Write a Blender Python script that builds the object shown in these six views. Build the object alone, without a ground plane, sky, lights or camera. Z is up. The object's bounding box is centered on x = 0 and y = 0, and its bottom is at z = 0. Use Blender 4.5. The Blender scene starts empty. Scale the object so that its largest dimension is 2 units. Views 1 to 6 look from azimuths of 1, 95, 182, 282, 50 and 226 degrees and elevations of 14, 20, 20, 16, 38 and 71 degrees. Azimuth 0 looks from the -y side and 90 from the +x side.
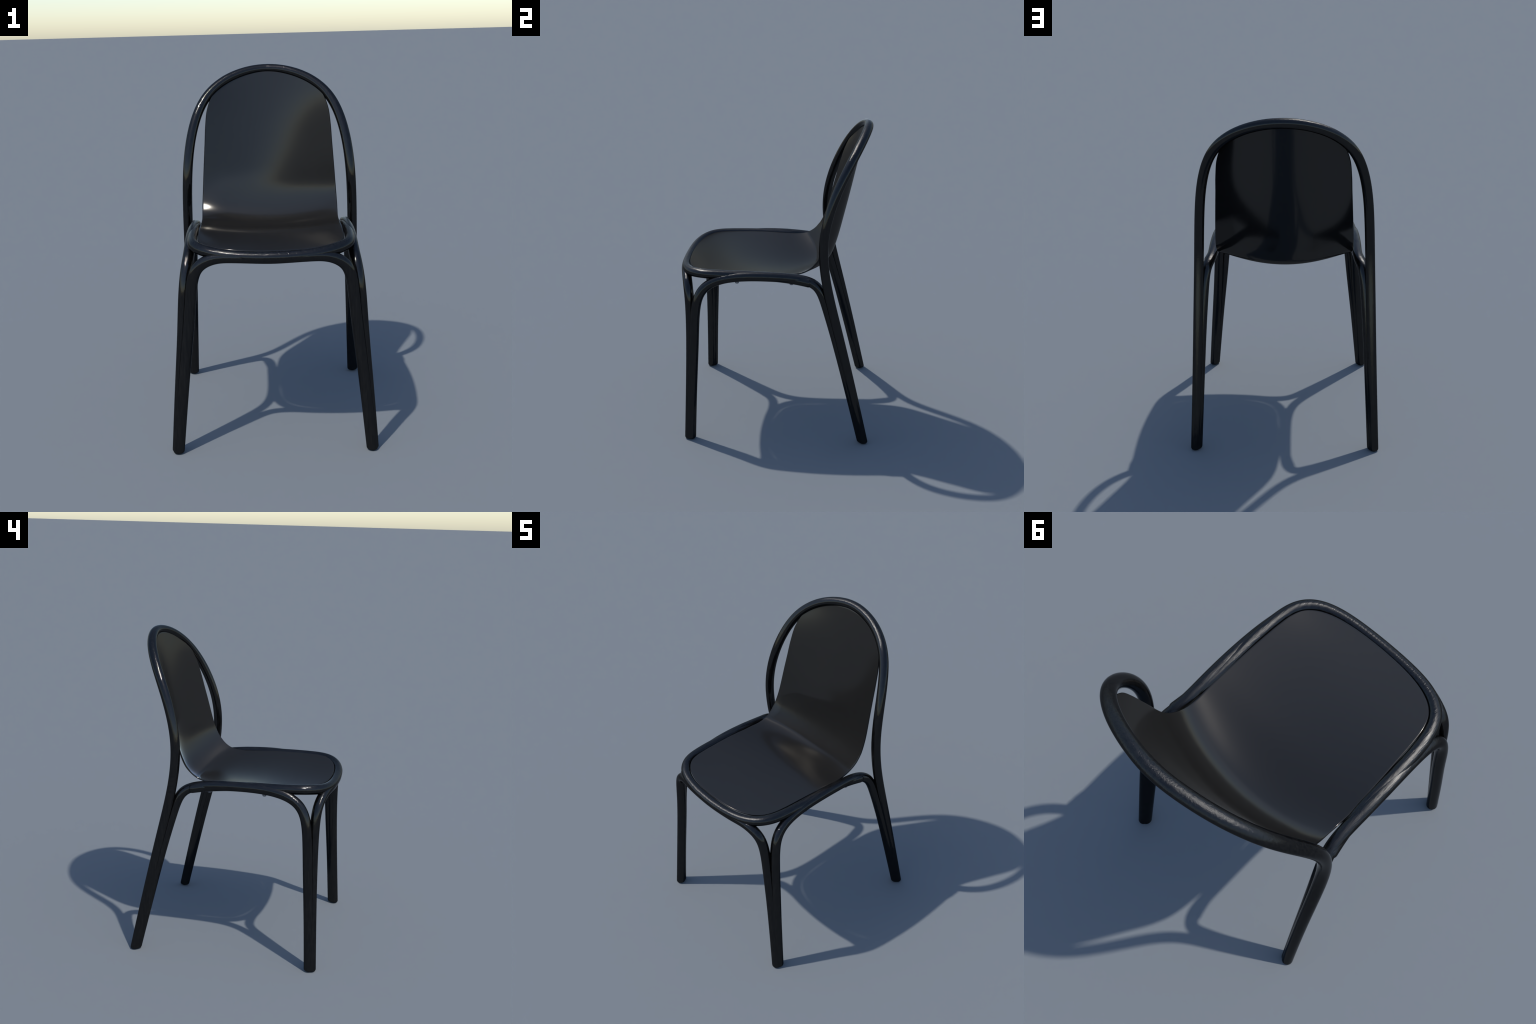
"""A glossy black bentwood-style side chair: steam-bent round tubes (a back hoop, a front
arch, two side arches and a seat hoop) carrying one moulded shell that is seat and back."""
import bpy, math
import numpy as np
from mathutils import Vector

# ----------------------------------------------------------------------------- curves
def bspline(ctrl, n):
    """Uniform cubic B-spline with clamped ends, n samples evenly spaced along its length."""
    P = np.asarray(ctrl, float)
    Q = np.vstack([P[:1], P[:1], P, P[-1:], P[-1:]])
    m = len(Q) - 3
    t = np.linspace(0, m - 1e-9, 1500)
    i = t.astype(int)
    f = (t - i)[:, None]
    a, b, c, d = Q[i], Q[i + 1], Q[i + 2], Q[i + 3]
    S = ((1 - f) ** 3 * a + (3 * f**3 - 6 * f**2 + 4) * b
         + (-3 * f**3 + 3 * f**2 + 3 * f + 1) * c + f**3 * d) / 6
    return resample(S, n)


def resample(S, n):
    L = np.r_[0, np.cumsum(np.linalg.norm(np.diff(S, axis=0), axis=1))]
    s = np.linspace(0, L[-1], n)
    return np.stack([np.interp(s, L, S[:, k]) for k in range(S.shape[1])], 1)


def catmull(xs, ys, x):
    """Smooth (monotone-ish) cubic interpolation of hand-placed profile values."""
    xs, ys = np.asarray(xs, float), np.asarray(ys, float)
    m = np.gradient(ys, xs, axis=0)
    i = np.clip(np.searchsorted(xs, x) - 1, 0, len(xs) - 2)
    h = xs[i + 1] - xs[i]
    t = (x - xs[i]) / h
    if ys.ndim == 2:
        h, t = h[:, None], t[:, None]
    return ((2 * t**3 - 3 * t**2 + 1) * ys[i] + (t**3 - 2 * t**2 + t) * h * m[i]
            + (-2 * t**3 + 3 * t**2) * ys[i + 1] + (t**3 - t**2) * h * m[i + 1])


def mirrored(half):
    """Half a hoop ending on x = 0, continued to the other side."""
    h = np.asarray(half, float)
    return np.vstack([h, h[-2::-1] * [-1, 1, 1]])


# ----------------------------------------------------------------------------- meshes
def mesh_object(name, verts, faces, material, parent, smooth=True):
    me = bpy.data.meshes.new(name)
    me.from_pydata([tuple(v) for v in verts], [], faces)
    me.materials.append(material)
    if smooth:
        me.shade_smooth()
    me.update()
    ob = bpy.data.objects.new(name, me)
    bpy.context.scene.collection.objects.link(ob)
    ob.parent = parent
    return ob


def tube(path, radius, foot_ends=(False, False), sides=40, foot_z=0.0):
    """Round rod swept along a path. Foot ends are cut level with the floor and chamfered;
    free ends are rounded off."""
    S = np.asarray(path, float).copy()
    n = len(S)
    T = np.gradient(S, axis=0)
    T /= np.linalg.norm(T, axis=1)[:, None]
    # rounded / chamfered ends: extra rings with a shrinking radius
    L = np.r_[0, np.cumsum(np.linalg.norm(np.diff(S, axis=0), axis=1))]
    def stations(foot):
        c = 0.013 if foot else radius * 0.8
        a = np.linspace(0, math.pi / 2, 8)
        along, shrink = c * (1 - np.sin(a)), c * (1 - np.cos(a))
        return along[::-1], shrink[::-1]          # from the very end inwards
    a0, s0 = stations(foot_ends[0])
    a1, s1 = stations(foot_ends[1])
    inner = L[(L > a0[-1] + .004) & (L < L[-1] - a1[-1] - .004)]
    st = np.r_[a0, inner, (L[-1] - a1)[::-1]]
    rad = np.r_[radius - s0, np.full(len(inner), radius), (radius - s1)[::-1]]
    P = np.stack([np.interp(st, L, S[:, k]) for k in range(3)], 1)
    D = np.stack([np.interp(st, L, T[:, k]) for k in range(3)], 1)
    D /= np.linalg.norm(D, axis=1)[:, None]
    # parallel-transported frame
    u = np.cross(D[0], [0.3, 1, 0.2]); u /= np.linalg.norm(u)
    verts, m = [], len(st)
    ang = np.arange(sides) * math.tau / sides
    for k in range(m):
        u = u - D[k] * (u @ D[k]); u /= np.linalg.norm(u)
        v = np.cross(D[k], u)
        ring = rad[k] * (np.cos(ang)[:, None] * u + np.sin(ang)[:, None] * v)
        for at, foot in ((st[k], foot_ends[0]), (L[-1] - st[k], foot_ends[1])):
            if foot and at < 0.08:
                w = 1 - max(0, at - .015) / 0.065      # level cut near the floor
                shift = -ring[:, 2] / D[k][2]
                ring = ring + w * shift[:, None] * D[k]
        verts.append(P[k] + ring)
    V = np.vstack(verts)
    F = []
    for k in range(m - 1):
        for j in range(sides):
            q = (j + 1) % sides
            F.append((k * sides + j, k * sides + q, (k + 1) * sides + q, (k + 1) * sides + j))
    F.append(tuple(range(sides))[::-1])
    F.append(tuple((m - 1) * sides + j for j in range(sides)))
    return V, F


# ----------------------------------------------------------------------------- materials
def lacquered_wood():
    """Black-stained, lacquered bentwood: fine grain running along the rods."""
    mat = bpy.data.materials.new("black_lacquered_wood")
    mat.use_nodes = True
    nt = mat.node_tree
    N, K = nt.nodes, nt.links
    N.remove(N["Principled BSDF"])
    body, skin = N.new("ShaderNodeBsdfDiffuse"), N.new("ShaderNodeBsdfAnisotropic")
    skin.inputs["Color"].default_value = (1, 1, 1, 1)
    co = N.new("ShaderNodeTexCoord")

    def grain(scale, detail, freq):
        mp = N.new("ShaderNodeMapping")
        mp.inputs["Scale"].default_value = scale
        K.new(co.outputs["Object"], mp.inputs["Vector"])
        nz = N.new("ShaderNodeTexNoise")
        nz.inputs["Scale"].default_value = freq
        nz.inputs["Detail"].default_value = detail
        nz.inputs["Roughness"].default_value = 0.65
        K.new(mp.outputs["Vector"], nz.inputs["Vector"])
        return nz.outputs["Fac"]

    upright = grain((1, 1, 0.09), 5, 130)     # grain along z: legs and back hoop
    lying = grain((1, 0.12, 1), 5, 130)       # grain along y: the level seat rods
    sep = N.new("ShaderNodeSeparateXYZ")
    K.new(co.outputs["Object"], sep.inputs[0])
    band = N.new("ShaderNodeMapRange")        # level zone between z 1.03 and 1.16
    band.interpolation_type = "SMOOTHSTEP"
    band.inputs["From Min"].default_value, band.inputs["From Max"].default_value = 1.0, 1.06
    K.new(sep.outputs["Z"], band.inputs["Value"])
    above = N.new("ShaderNodeMapRange")
    above.interpolation_type = "SMOOTHSTEP"
    above.inputs["From Min"].default_value, above.inputs["From Max"].default_value = 1.15, 1.20
    above.inputs["To Min"].default_value, above.inputs["To Max"].default_value = 1, 0
    K.new(sep.outputs["Z"], above.inputs["Value"])
    zone = N.new("ShaderNodeMath"); zone.operation = "MULTIPLY"
    K.new(band.outputs[0], zone.inputs[0]); K.new(above.outputs[0], zone.inputs[1])
    mix = N.new("ShaderNodeMix")
    K.new(zone.outputs[0], mix.inputs[0]); K.new(upright, mix.inputs[2]); K.new(lying, mix.inputs[3])
    fac = mix.outputs[0]

    ramp = N.new("ShaderNodeValToRGB")
    ramp.color_ramp.elements[0].position, ramp.color_ramp.elements[1].position = 0.38, 0.70
    ramp.color_ramp.elements[0].color = (0.0010, 0.0010, 0.0013, 1)
    ramp.color_ramp.elements[1].color = (0.0070, 0.0066, 0.0062, 1)
    K.new(fac, ramp.inputs[0]); K.new(ramp.outputs[0], body.inputs["Color"])
    rr = N.new("ShaderNodeMapRange")
    rr.inputs["From Min"].default_value, rr.inputs["From Max"].default_value = 0.35, 0.7
    rr.inputs["To Min"].default_value, rr.inputs["To Max"].default_value = 0.05, 0.11
    # upward faces are duller than the flanks
    geo, gs = N.new("ShaderNodeNewGeometry"), N.new("ShaderNodeSeparateXYZ")
    K.new(geo.outputs["Normal"], gs.inputs[0])
    dull = N.new("ShaderNodeMapRange"); dull.interpolation_type = "SMOOTHSTEP"
    dull.inputs["From Min"].default_value, dull.inputs["From Max"].default_value = 0.65, 0.95
    dull.inputs["To Min"].default_value, dull.inputs["To Max"].default_value = 0.0, 0.22
    K.new(gs.outputs["Z"], dull.inputs["Value"])
    rsum = N.new("ShaderNodeMath")
    K.new(fac, rr.inputs["Value"]); K.new(rr.outputs[0], rsum.inputs[0]); K.new(dull.outputs[0], rsum.inputs[1])
    K.new(rsum.outputs[0], skin.inputs["Roughness"])
    bump = N.new("ShaderNodeBump")
    rough_top = N.new("ShaderNodeMapRange"); rough_top.interpolation_type = "SMOOTHSTEP"
    rough_top.inputs["From Min"].default_value, rough_top.inputs["From Max"].default_value = 0.30, 0.90
    rough_top.inputs["To Min"].default_value, rough_top.inputs["To Max"].default_value = 0.22, 0.9
    K.new(gs.outputs["Z"], rough_top.inputs["Value"]); K.new(rough_top.outputs[0], bump.inputs["Strength"])
    bump.inputs["Distance"].default_value = 0.0022
    K.new(fac, bump.inputs["Height"]); K.new(bump.outputs[0], skin.inputs["Normal"])
    lw = N.new("ShaderNodeLayerWeight")
    lw.inputs["Blend"].default_value = 0.5
    power, gain = N.new("ShaderNodeMath"), N.new("ShaderNodeMath")
    power.operation, gain.operation = "POWER", "MULTIPLY_ADD"
    power.inputs[1].default_value = 11.0
    gain.inputs[1].default_value = 0.85
    lift = N.new("ShaderNodeMapRange"); lift.interpolation_type = "SMOOTHSTEP"
    lift.inputs["From Min"].default_value, lift.inputs["From Max"].default_value = 0.25, 0.85
    lift.inputs["To Min"].default_value, lift.inputs["To Max"].default_value = 0.034, 0.044
    K.new(gs.outputs["Z"], lift.inputs["Value"]); K.new(lift.outputs[0], gain.inputs[2])
    K.new(lw.outputs["Facing"], power.inputs[0]); K.new(power.outputs[0], gain.inputs[0])
    coat = N.new("ShaderNodeMixShader")
    K.new(gain.outputs[0], coat.inputs[0]); K.new(body.outputs[0], coat.inputs[1]); K.new(skin.outputs[0], coat.inputs[2])
    K.new(coat.outputs[0], N["Material Output"].inputs["Surface"])
    return mat


def plain(name, colour, roughness, metallic=0.0, ior=1.5):
    mat = bpy.data.materials.new(name)
    mat.use_nodes = True
    nt = mat.node_tree
    b = nt.nodes["Principled BSDF"]
    co = nt.nodes.new("ShaderNodeTexCoord")
    nz = nt.nodes.new("ShaderNodeTexNoise")
    nz.inputs["Scale"].default_value = 4
    nt.links.new(co.outputs["Object"], nz.inputs["Vector"])
    r = nt.nodes.new("ShaderNodeMapRange")
    r.inputs["To Min"].default_value, r.inputs["To Max"].default_value = roughness * .93, roughness * 1.07
    nt.links.new(nz.outputs["Fac"], r.inputs["Value"])
    nt.links.new(r.outputs[0], b.inputs["Roughness"])
    b.inputs["Base Color"].default_value = (*colour, 1)
    b.inputs["Metallic"].default_value = metallic
    b.inputs["IOR"].default_value = ior
    return mat


def moulded_plastic(name, colour, roughness, gloss, edge_gain, lean):
    """Black moulded plastic: a dark body under a thin smooth skin whose reflection only rises at
    very flat angles. `lean` builds the slow waviness of the moulding as a normal offset."""
    mat = bpy.data.materials.new(name)
    mat.use_nodes = True
    nt = mat.node_tree
    N, K = nt.nodes, nt.links
    N.remove(N["Principled BSDF"])
    out = N["Material Output"]
    body, skin, mix = N.new("ShaderNodeBsdfDiffuse"), N.new("ShaderNodeBsdfAnisotropic"), N.new("ShaderNodeMixShader")
    body.inputs["Color"].default_value = (*colour, 1)
    skin.inputs["Color"].default_value = (1, 0.97, 0.92, 1)
    skin.inputs["Roughness"].default_value = roughness
    lw = N.new("ShaderNodeLayerWeight")
    lw.inputs["Blend"].default_value = 0.5

    def math_node(op, a, b=None, clamp=False):
        n = N.new("ShaderNodeMath"); n.operation = op; n.use_clamp = clamp
        for k, v in enumerate((a, b)):
            if v is None: continue
            if isinstance(v, (int, float)): n.inputs[k].default_value = v
            else: K.new(v, n.inputs[k])
        return n.outputs[0]

    rise = math_node("POWER", lw.outputs["Facing"], 13.0)
    fac = math_node("ADD", math_node("MULTIPLY", rise, edge_gain), gloss, True)
    K.new(fac, mix.inputs[0]); K.new(body.outputs[0], mix.inputs[1]); K.new(skin.outputs[0], mix.inputs[2])
    K.new(mix.outputs[0], out.inputs["Surface"])

    co, sep, geo = N.new("ShaderNodeTexCoord"), N.new("ShaderNodeSeparateXYZ"), N.new("ShaderNodeNewGeometry")
    K.new(co.outputs["Object"], sep.inputs[0])

    def ramp(value, lo, hi, a=0.0, b=1.0):
        n = N.new("ShaderNodeMapRange"); n.interpolation_type = "SMOOTHSTEP"
        K.new(value, n.inputs["Value"])
        for k, v in zip(("From Min", "From Max", "To Min", "To Max"), (lo, hi, a, b)):
            n.inputs[k].default_value = v
        return n.outputs[0]

    nsep = N.new("ShaderNodeSeparateXYZ")
    K.new(geo.outputs["Normal"], nsep.inputs[0])
    facing = {"nx": nsep.outputs["X"], "ny": nsep.outputs["Y"], "nz": nsep.outputs["Z"]}
    ox, oy, oz = lean(sep.outputs["X"], sep.outputs["Y"], sep.outputs["Z"], facing, math_node, ramp)
    comb = N.new("ShaderNodeCombineXYZ")
    for k, v in ((0, ox), (1, oy), (2, oz)):
        if isinstance(v, (int, float)): comb.inputs[k].default_value = v
        else: K.new(v, comb.inputs[k])
    add, unit = N.new("ShaderNodeVectorMath"), N.new("ShaderNodeVectorMath")
    unit.operation = "NORMALIZE"
    K.new(geo.outputs["Normal"], add.inputs[0]); K.new(comb.outputs[0], add.inputs[1])
    K.new(add.outputs[0], unit.inputs[0]); K.new(unit.outputs[0], skin.inputs["Normal"])
    return mat


def front_lean(x, y, z, geo, m, ramp):
    # backrest: leans more and more upright towards the sitter's left side
    diag = m("SUBTRACT", x, m("MULTIPLY", m("SUBTRACT", z, 1.45), 0.42))
    oz = m("MULTIPLY", ramp(diag, -.18, .26, 0, -.24), ramp(z, 1.20, 1.33))
    # seat: tips forwards and is gently hollowed towards its middle
    inner = m("MULTIPLY", ramp(m("ABSOLUTE", x), .12, .42, 1, .72), ramp(y, -.60, -.25, .72, 1))
    oy = m("MULTIPLY", m("MULTIPLY", ramp(z, 1.13, 1.34, 1, 0), ramp(y, -.12, .10, -.25, -.09)), inner)
    # waist: the bend twists, least at the right-hand edge
    size = m("SQRT", m("ADD", m("MULTIPLY", m("ADD", m("MULTIPLY", geo["ny"], 2), oy), oy), 1.0))
    tilt = m("DIVIDE", m("MULTIPLY", m("ADD", geo["ny"], oy), -1), size)
    waist = m("MULTIPLY", ramp(tilt, .32, .50), ramp(z, 1.24, 1.42, 1, 0))
    waist = m("MULTIPLY", waist, ramp(y, -.15, .0))
    twist = ramp(x, -.43, -.24, -.20, -.56)
    ox = m("MULTIPLY", m("ADD", m("MULTIPLY", x, .8), twist), waist)
    # the front half of the seat leans very slightly to one side
    ox = m("ADD", ox, ramp(y, -.55, -.05, -.13, 0))
    return ox, oy, oz


def back_lean(x, y, z, geo, m, ramp):
    # the back of the panel reads rounder across than its true section and faces down a little
    up = ramp(z, 1.10, 1.28, .25, 1)
    ox = m("MULTIPLY", m("ADD", m("MULTIPLY", x, 1.45), .22), up)
    return ox, 0.0, m("MULTIPLY", up, -.30)


WOOD = lacquered_wood()
SHELL = moulded_plastic("black_moulded_plastic", (0.0122, 0.0117, 0.0112), 0.22, 0.038, 0.9, front_lean)
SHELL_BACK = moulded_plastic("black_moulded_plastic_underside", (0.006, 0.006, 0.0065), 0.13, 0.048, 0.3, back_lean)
STEEL = plain("bright_screw_metal", (0.22, 0.23, 0.25), 0.16, 1.0)

# ----------------------------------------------------------------------------- the chair
chair = bpy.data.objects.new("chair", None)
bpy.context.scene.collection.objects.link(chair)
chair["label"] = "glossy black bentwood chair with a curved moulded seat and round back hoop"
chair["category"] = "chair"

# back hoop: rear legs rising into the backrest arch (right half, foot to top)
back_half = [(.5335, .5767, 0), (.5173, .4831, .447), (.508, .3993, .8134), (.5001, .3299, 1.1033),
             (.4926, .3114, 1.3355), (.4756, .35, 1.5292), (.4377, .4183, 1.6983), (.3717, .4899, 1.8295),
             (.2558, .5494, 1.9182), (.1247, .5846, 1.9628), (0, .60, 1.9760)]
V, F = tube(bspline(mirrored(back_half), 420), .0287, (True, True))
mesh_object("back_hoop", V, F, WOOD, chair)

# front arch: front legs joined under the seat front
front_half = [(.5223, -.5656, 0), (.4747, -.5421, .4449), (.4352, -.5313, .7503), (.419, -.5318, .9321),
              (.3931, -.5416, 1.0202), (.3397, -.5547, 1.0624), (.275, -.5684, 1.0850), (.2004, -.584, 1.0880),
              (.1069, -.590, 1.0850), (0, -.592, 1.0800)]
V, F = tube(bspline(mirrored(front_half), 340), .0303, (True, True))
mesh_object("front_arch", V, F, WOOD, chair)

# side arches: front leg, along under the seat rail, down the rear leg
side = np.array([(.5283, -.5516, .0015), (.5009, -.5316, .364), (.4759, -.5087, .6488), (.4645, -.4978, .8572),
                 (.4491, -.4741, .9911), (.4343, -.4047, 1.0647), (.4347, -.2827, 1.1044), (.4380, -.1265, 1.1150),
                 (.4380, .0279, 1.1098), (.4345, .1469, 1.1000), (.4416, .2223, 1.0870), (.4582, .2739, 1.0660),
                 (.4707, .3108, 1.0171), (.4795, .3443, .9054), (.4927, .3998, .7066), (.5062, .4734, .4056),
                 (.5248, .5672, .0015)])
for sx in (1, -1):
    V, F = tube(bspline(side * [sx, 1, 1], 340), .0301, (True, True))
    mesh_object("side_arch", V, F, WOOD, chair)

# seat hoop: rod round the seat, its tails running into the side arches
seat_half = [(.4560, .2500, 1.0760), (.4364, .152, 1.0925), (.4236, .0215, 1.1049), (.4253, -.1113, 1.1125),
             (.4258, -.2393, 1.1155), (.4197, -.3537, 1.1165), (.4054, -.4461, 1.1179), (.3667, -.5122, 1.1135),
             (.3009, -.5564, 1.1032), (.2137, -.5809, 1.0940), (.1108, -.5918, 1.0870), (0, -.595, 1.0850)]
V, F = tube(bspline(mirrored(seat_half), 320), .0298)
mesh_object("seat_hoop", V, F, WOOD, chair)

# ---- moulded shell -----------------------------------------------------------
# centre line of the upper face (y, z), front edge to top edge
centre = np.array([(-.572, 1.115), (-.40, 1.118), (-.25, 1.112), (-.10, 1.099), (.05, 1.080), (.14, 1.068),
                   (.21, 1.064), (.265, 1.0735), (.31, 1.094), (.343, 1.124), (.366, 1.160), (.382, 1.203),
                   (.398, 1.255), (.416, 1.320), (.437, 1.405), (.476, 1.560), (.507, 1.695), (.537, 1.830),
                   (.562, 1.945)])
# rim of the right half (x, y, z), middle of the front edge to middle of the top edge
rim = np.array([(0, -.571, 1.1146), (.122, -.5652, 1.1156), (.2004, -.5536, 1.1187), (.2683, -.5336, 1.1244),
                (.3216, -.5041, 1.1314), (.3575, -.4646, 1.1354), (.3777, -.4114, 1.1361), (.3872, -.3414, 1.1355),
                (.3924, -.2577, 1.1349), (.3965, -.1668, 1.1333), (.3996, -.076, 1.1287), (.4021, .0076, 1.1224),
                (.4029, .0792, 1.1172), (.3997, .1375, 1.1169), (.3975, .1872, 1.1293), (.3985, .2333, 1.1597),
                (.3986, .2753, 1.2053), (.3959, .3097, 1.267), (.3918, .3344, 1.3476), (.3862, .3585, 1.4423),
                (.3797, .3862, 1.5454), (.3736, .4146, 1.6508), (.3605, .4459, 1.7492), (.3241, .483, 1.8318),
                (.2423, .5254, 1.8933), (.13, .5516, 1.9318), (0, .562, 1.9450)])
# the top edge is let into the back hoop
def tuck(z):
    t = np.clip((z - 1.78) / .12, 0, 1)
    return t * t * (3 - 2 * t)


rim[:, 1:] += tuck(rim[:, 2])[:, None] * [.009, .013]
centre += tuck(centre[:, 1])[:, None] * [.009, .013]
C = bspline(np.vstack([2 * centre[0] - centre[1], centre, 2 * centre[-1] - centre[-2]]), 1200)
dense = C
tan = np.gradient(dense, axis=0); tan /= np.linalg.norm(tan, axis=1)[:, None]
nor = np.stack([-tan[:, 1], tan[:, 0]], 1)          # points up / forwards, into the dish
arc = np.r_[0, np.cumsum(np.linalg.norm(np.diff(dense, axis=0), axis=1))]

# unroll the rim onto the centre line: arc position q and dish height there
R = resample(catmull(np.r_[0, np.cumsum(np.linalg.norm(np.diff(rim, axis=0), axis=1))], rim,
                     np.linspace(0, np.linalg.norm(np.diff(rim, axis=0), axis=1).sum() - 1e-6, 1200)), 600)
qs, hs = [], []
for x, y, z in R:
    d = np.array([y, z]) - dense
    along = (d * tan).sum(1)
    # nearest crossing of the normal line, searched monotonically
    dist = np.linalg.norm(d, axis=1)
    k = dist.argmin()
    qs.append(arc[k]); hs.append((d[k] * nor[k]).sum())
qs = np.maximum.accumulate(np.array(qs))
hs = np.array(hs)


def soft(v, w):
    k = np.hanning(w); k /= k.sum()
    return np.convolve(np.pad(v, (w // 2, w // 2), mode="edge"), k, mode="valid")[: len(v)]


qs = soft(qs, 31)
# dish height per unit of x squared, as a function of arc position
curl = np.divide(hs, R[:, 0] ** 2, out=np.zeros(len(hs)), where=R[:, 0] > .25)
ok = R[:, 0] > .25
qgrid = np.linspace(arc[0], arc[-1], 400)
order = np.argsort(qs[ok])
cgrid = soft(np.interp(qgrid, qs[ok][order], curl[ok][order]), 41)


def shell_point(x, q):
    c = np.stack([np.interp(q, arc, dense[:, 0]), np.interp(q, arc, dense[:, 1])], -1)
    nn = np.stack([np.interp(q, arc, nor[:, 0]), np.interp(q, arc, nor[:, 1])], -1)
    h = np.interp(q, qgrid, cgrid) * x**2
    return np.stack([x, c[..., 0] + nn[..., 0] * h, c[..., 1] + nn[..., 1] * h], -1)


# Coons patch in the unrolled (x, q) plane between front edge, sides and top edge
OUT = np.stack([R[:, 0], qs], 1)
OUT[0, 0] = OUT[-1, 0] = 0
i0 = int(np.argmin(abs(R[:, 1] + .4646) + (R[:, 2] > 1.2)))
i1 = int(np.argmin(abs(R[:, 2] - 1.80)))
nu, nv = 81, 180
half_front, half_top, edge = OUT[: i0 + 1], OUT[i1:], OUT[i0: i1 + 1]
m1 = np.array([-1, 1])
bottom = resample(np.vstack([half_front[::-1] * m1, half_front[1:]]), nu)
top = resample(np.vstack([half_top * m1, half_top[::-1][1:]]), nu)
right = resample(edge, nv)
left = right * m1
a = np.linspace(0, 1, nu)[None, :, None]
b = np.linspace(0, 1, nv)[:, None, None]
G = ((1 - b) * bottom[None] + b * top[None] + (1 - a) * left[:, None] + a * right[:, None]
     - ((1 - a) * (1 - b) * bottom[0] + a * (1 - b) * bottom[-1] + (1 - a) * b * top[0] + a * b * top[-1]))
X, Q = G[..., 0], G[..., 1]
S = shell_point(X, Q)
e = 1e-3
dx = shell_point(X + e, Q) - shell_point(X - e, Q)
dq = shell_point(X, Q + 4 * e) - shell_point(X, Q - 4 * e)
NRM = np.cross(dx, dq); NRM /= np.linalg.norm(NRM, axis=-1)[..., None]

THICK, ROUND = .009, .0028
per = ([(0, j) for j in range(nu)] + [(i, nu - 1) for i in range(1, nv)]
       + [(nv - 1, j) for j in range(nu - 2, -1, -1)] + [(i, 0) for i in range(nv - 2, 0, -1)])
idx = lambda i, j: i * nu + j
topv = S.reshape(-1, 3)
botv = (S - NRM * THICK).reshape(-1, 3)
pi = np.array([idx(*p) for p in per])
N2 = NRM.reshape(-1, 3)[pi]
loopt = np.roll(topv[pi], -1, 0) - np.roll(topv[pi], 1, 0)
outw = np.cross(loopt, N2); outw /= np.linalg.norm(outw, axis=1)[:, None]
rings = []
for t in np.linspace(0, math.pi, 7)[1:-1]:
    rings.append(topv[pi] - N2 * THICK * (1 - math.cos(t)) / 2 + outw * ROUND * math.sin(t))
V = np.vstack([topv, botv] + rings)
nT = len(topv)
F = []
for i in range(nv - 1):
    for j in range(nu - 1):
        A, B, Cc, Dd = idx(i, j), idx(i, j + 1), idx(i + 1, j + 1), idx(i + 1, j)
        F.append((A, B, Cc, Dd)); F.append((nT + Dd, nT + Cc, nT + B, nT + A))
np_ = len(pi)
chain = [pi] + [2 * nT + k * np_ + np.arange(np_) for k in range(len(rings))] + [nT + pi]
for r0, r1 in zip(chain[:-1], chain[1:]):
    for k in range(np_):
        q = (k + 1) % np_
        F.append((int(r0[q]), int(r0[k]), int(r1[k]), int(r1[q])))
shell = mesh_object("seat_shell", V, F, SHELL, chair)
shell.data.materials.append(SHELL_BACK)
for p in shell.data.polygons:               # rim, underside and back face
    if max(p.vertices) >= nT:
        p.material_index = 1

# ---- screw heads under the side arches ---------------------------------------
def screw_mesh():
    prof = [(0, -.0110), (.005, -.0105), (.0095, -.0086), (.0122, -.0055), (.0130, -.0020), (.0130, .006)]
    n = 24
    V = [(0, 0, prof[0][1])]
    for r, z in prof[1:]:
        V += [(r * math.cos(k * math.tau / n), r * math.sin(k * math.tau / n), z) for k in range(n)]
    F = [(0, 1 + (k + 1) % n, 1 + k) for k in range(n)]
    for s in range(len(prof) - 2):
        for k in range(n):
            q = (k + 1) % n
            F.append((1 + s * n + k, 1 + s * n + q, 1 + (s + 1) * n + q, 1 + (s + 1) * n + k))
    return V, F


sv, sf = screw_mesh()
screw = mesh_object("screw_head", sv, sf, STEEL, chair)
spots = [(.438, -.222, 1.0770), (.436, .119, 1.0690)]
screw.location = spots[0]
for k, (x, y, z) in enumerate([spots[1], (-spots[0][0], *spots[0][1:]), (-spots[1][0], *spots[1][1:])]):
    o = screw.copy()
    bpy.context.scene.collection.objects.link(o)
    o.location = (x, y, z)

bpy.context.view_layer.update()
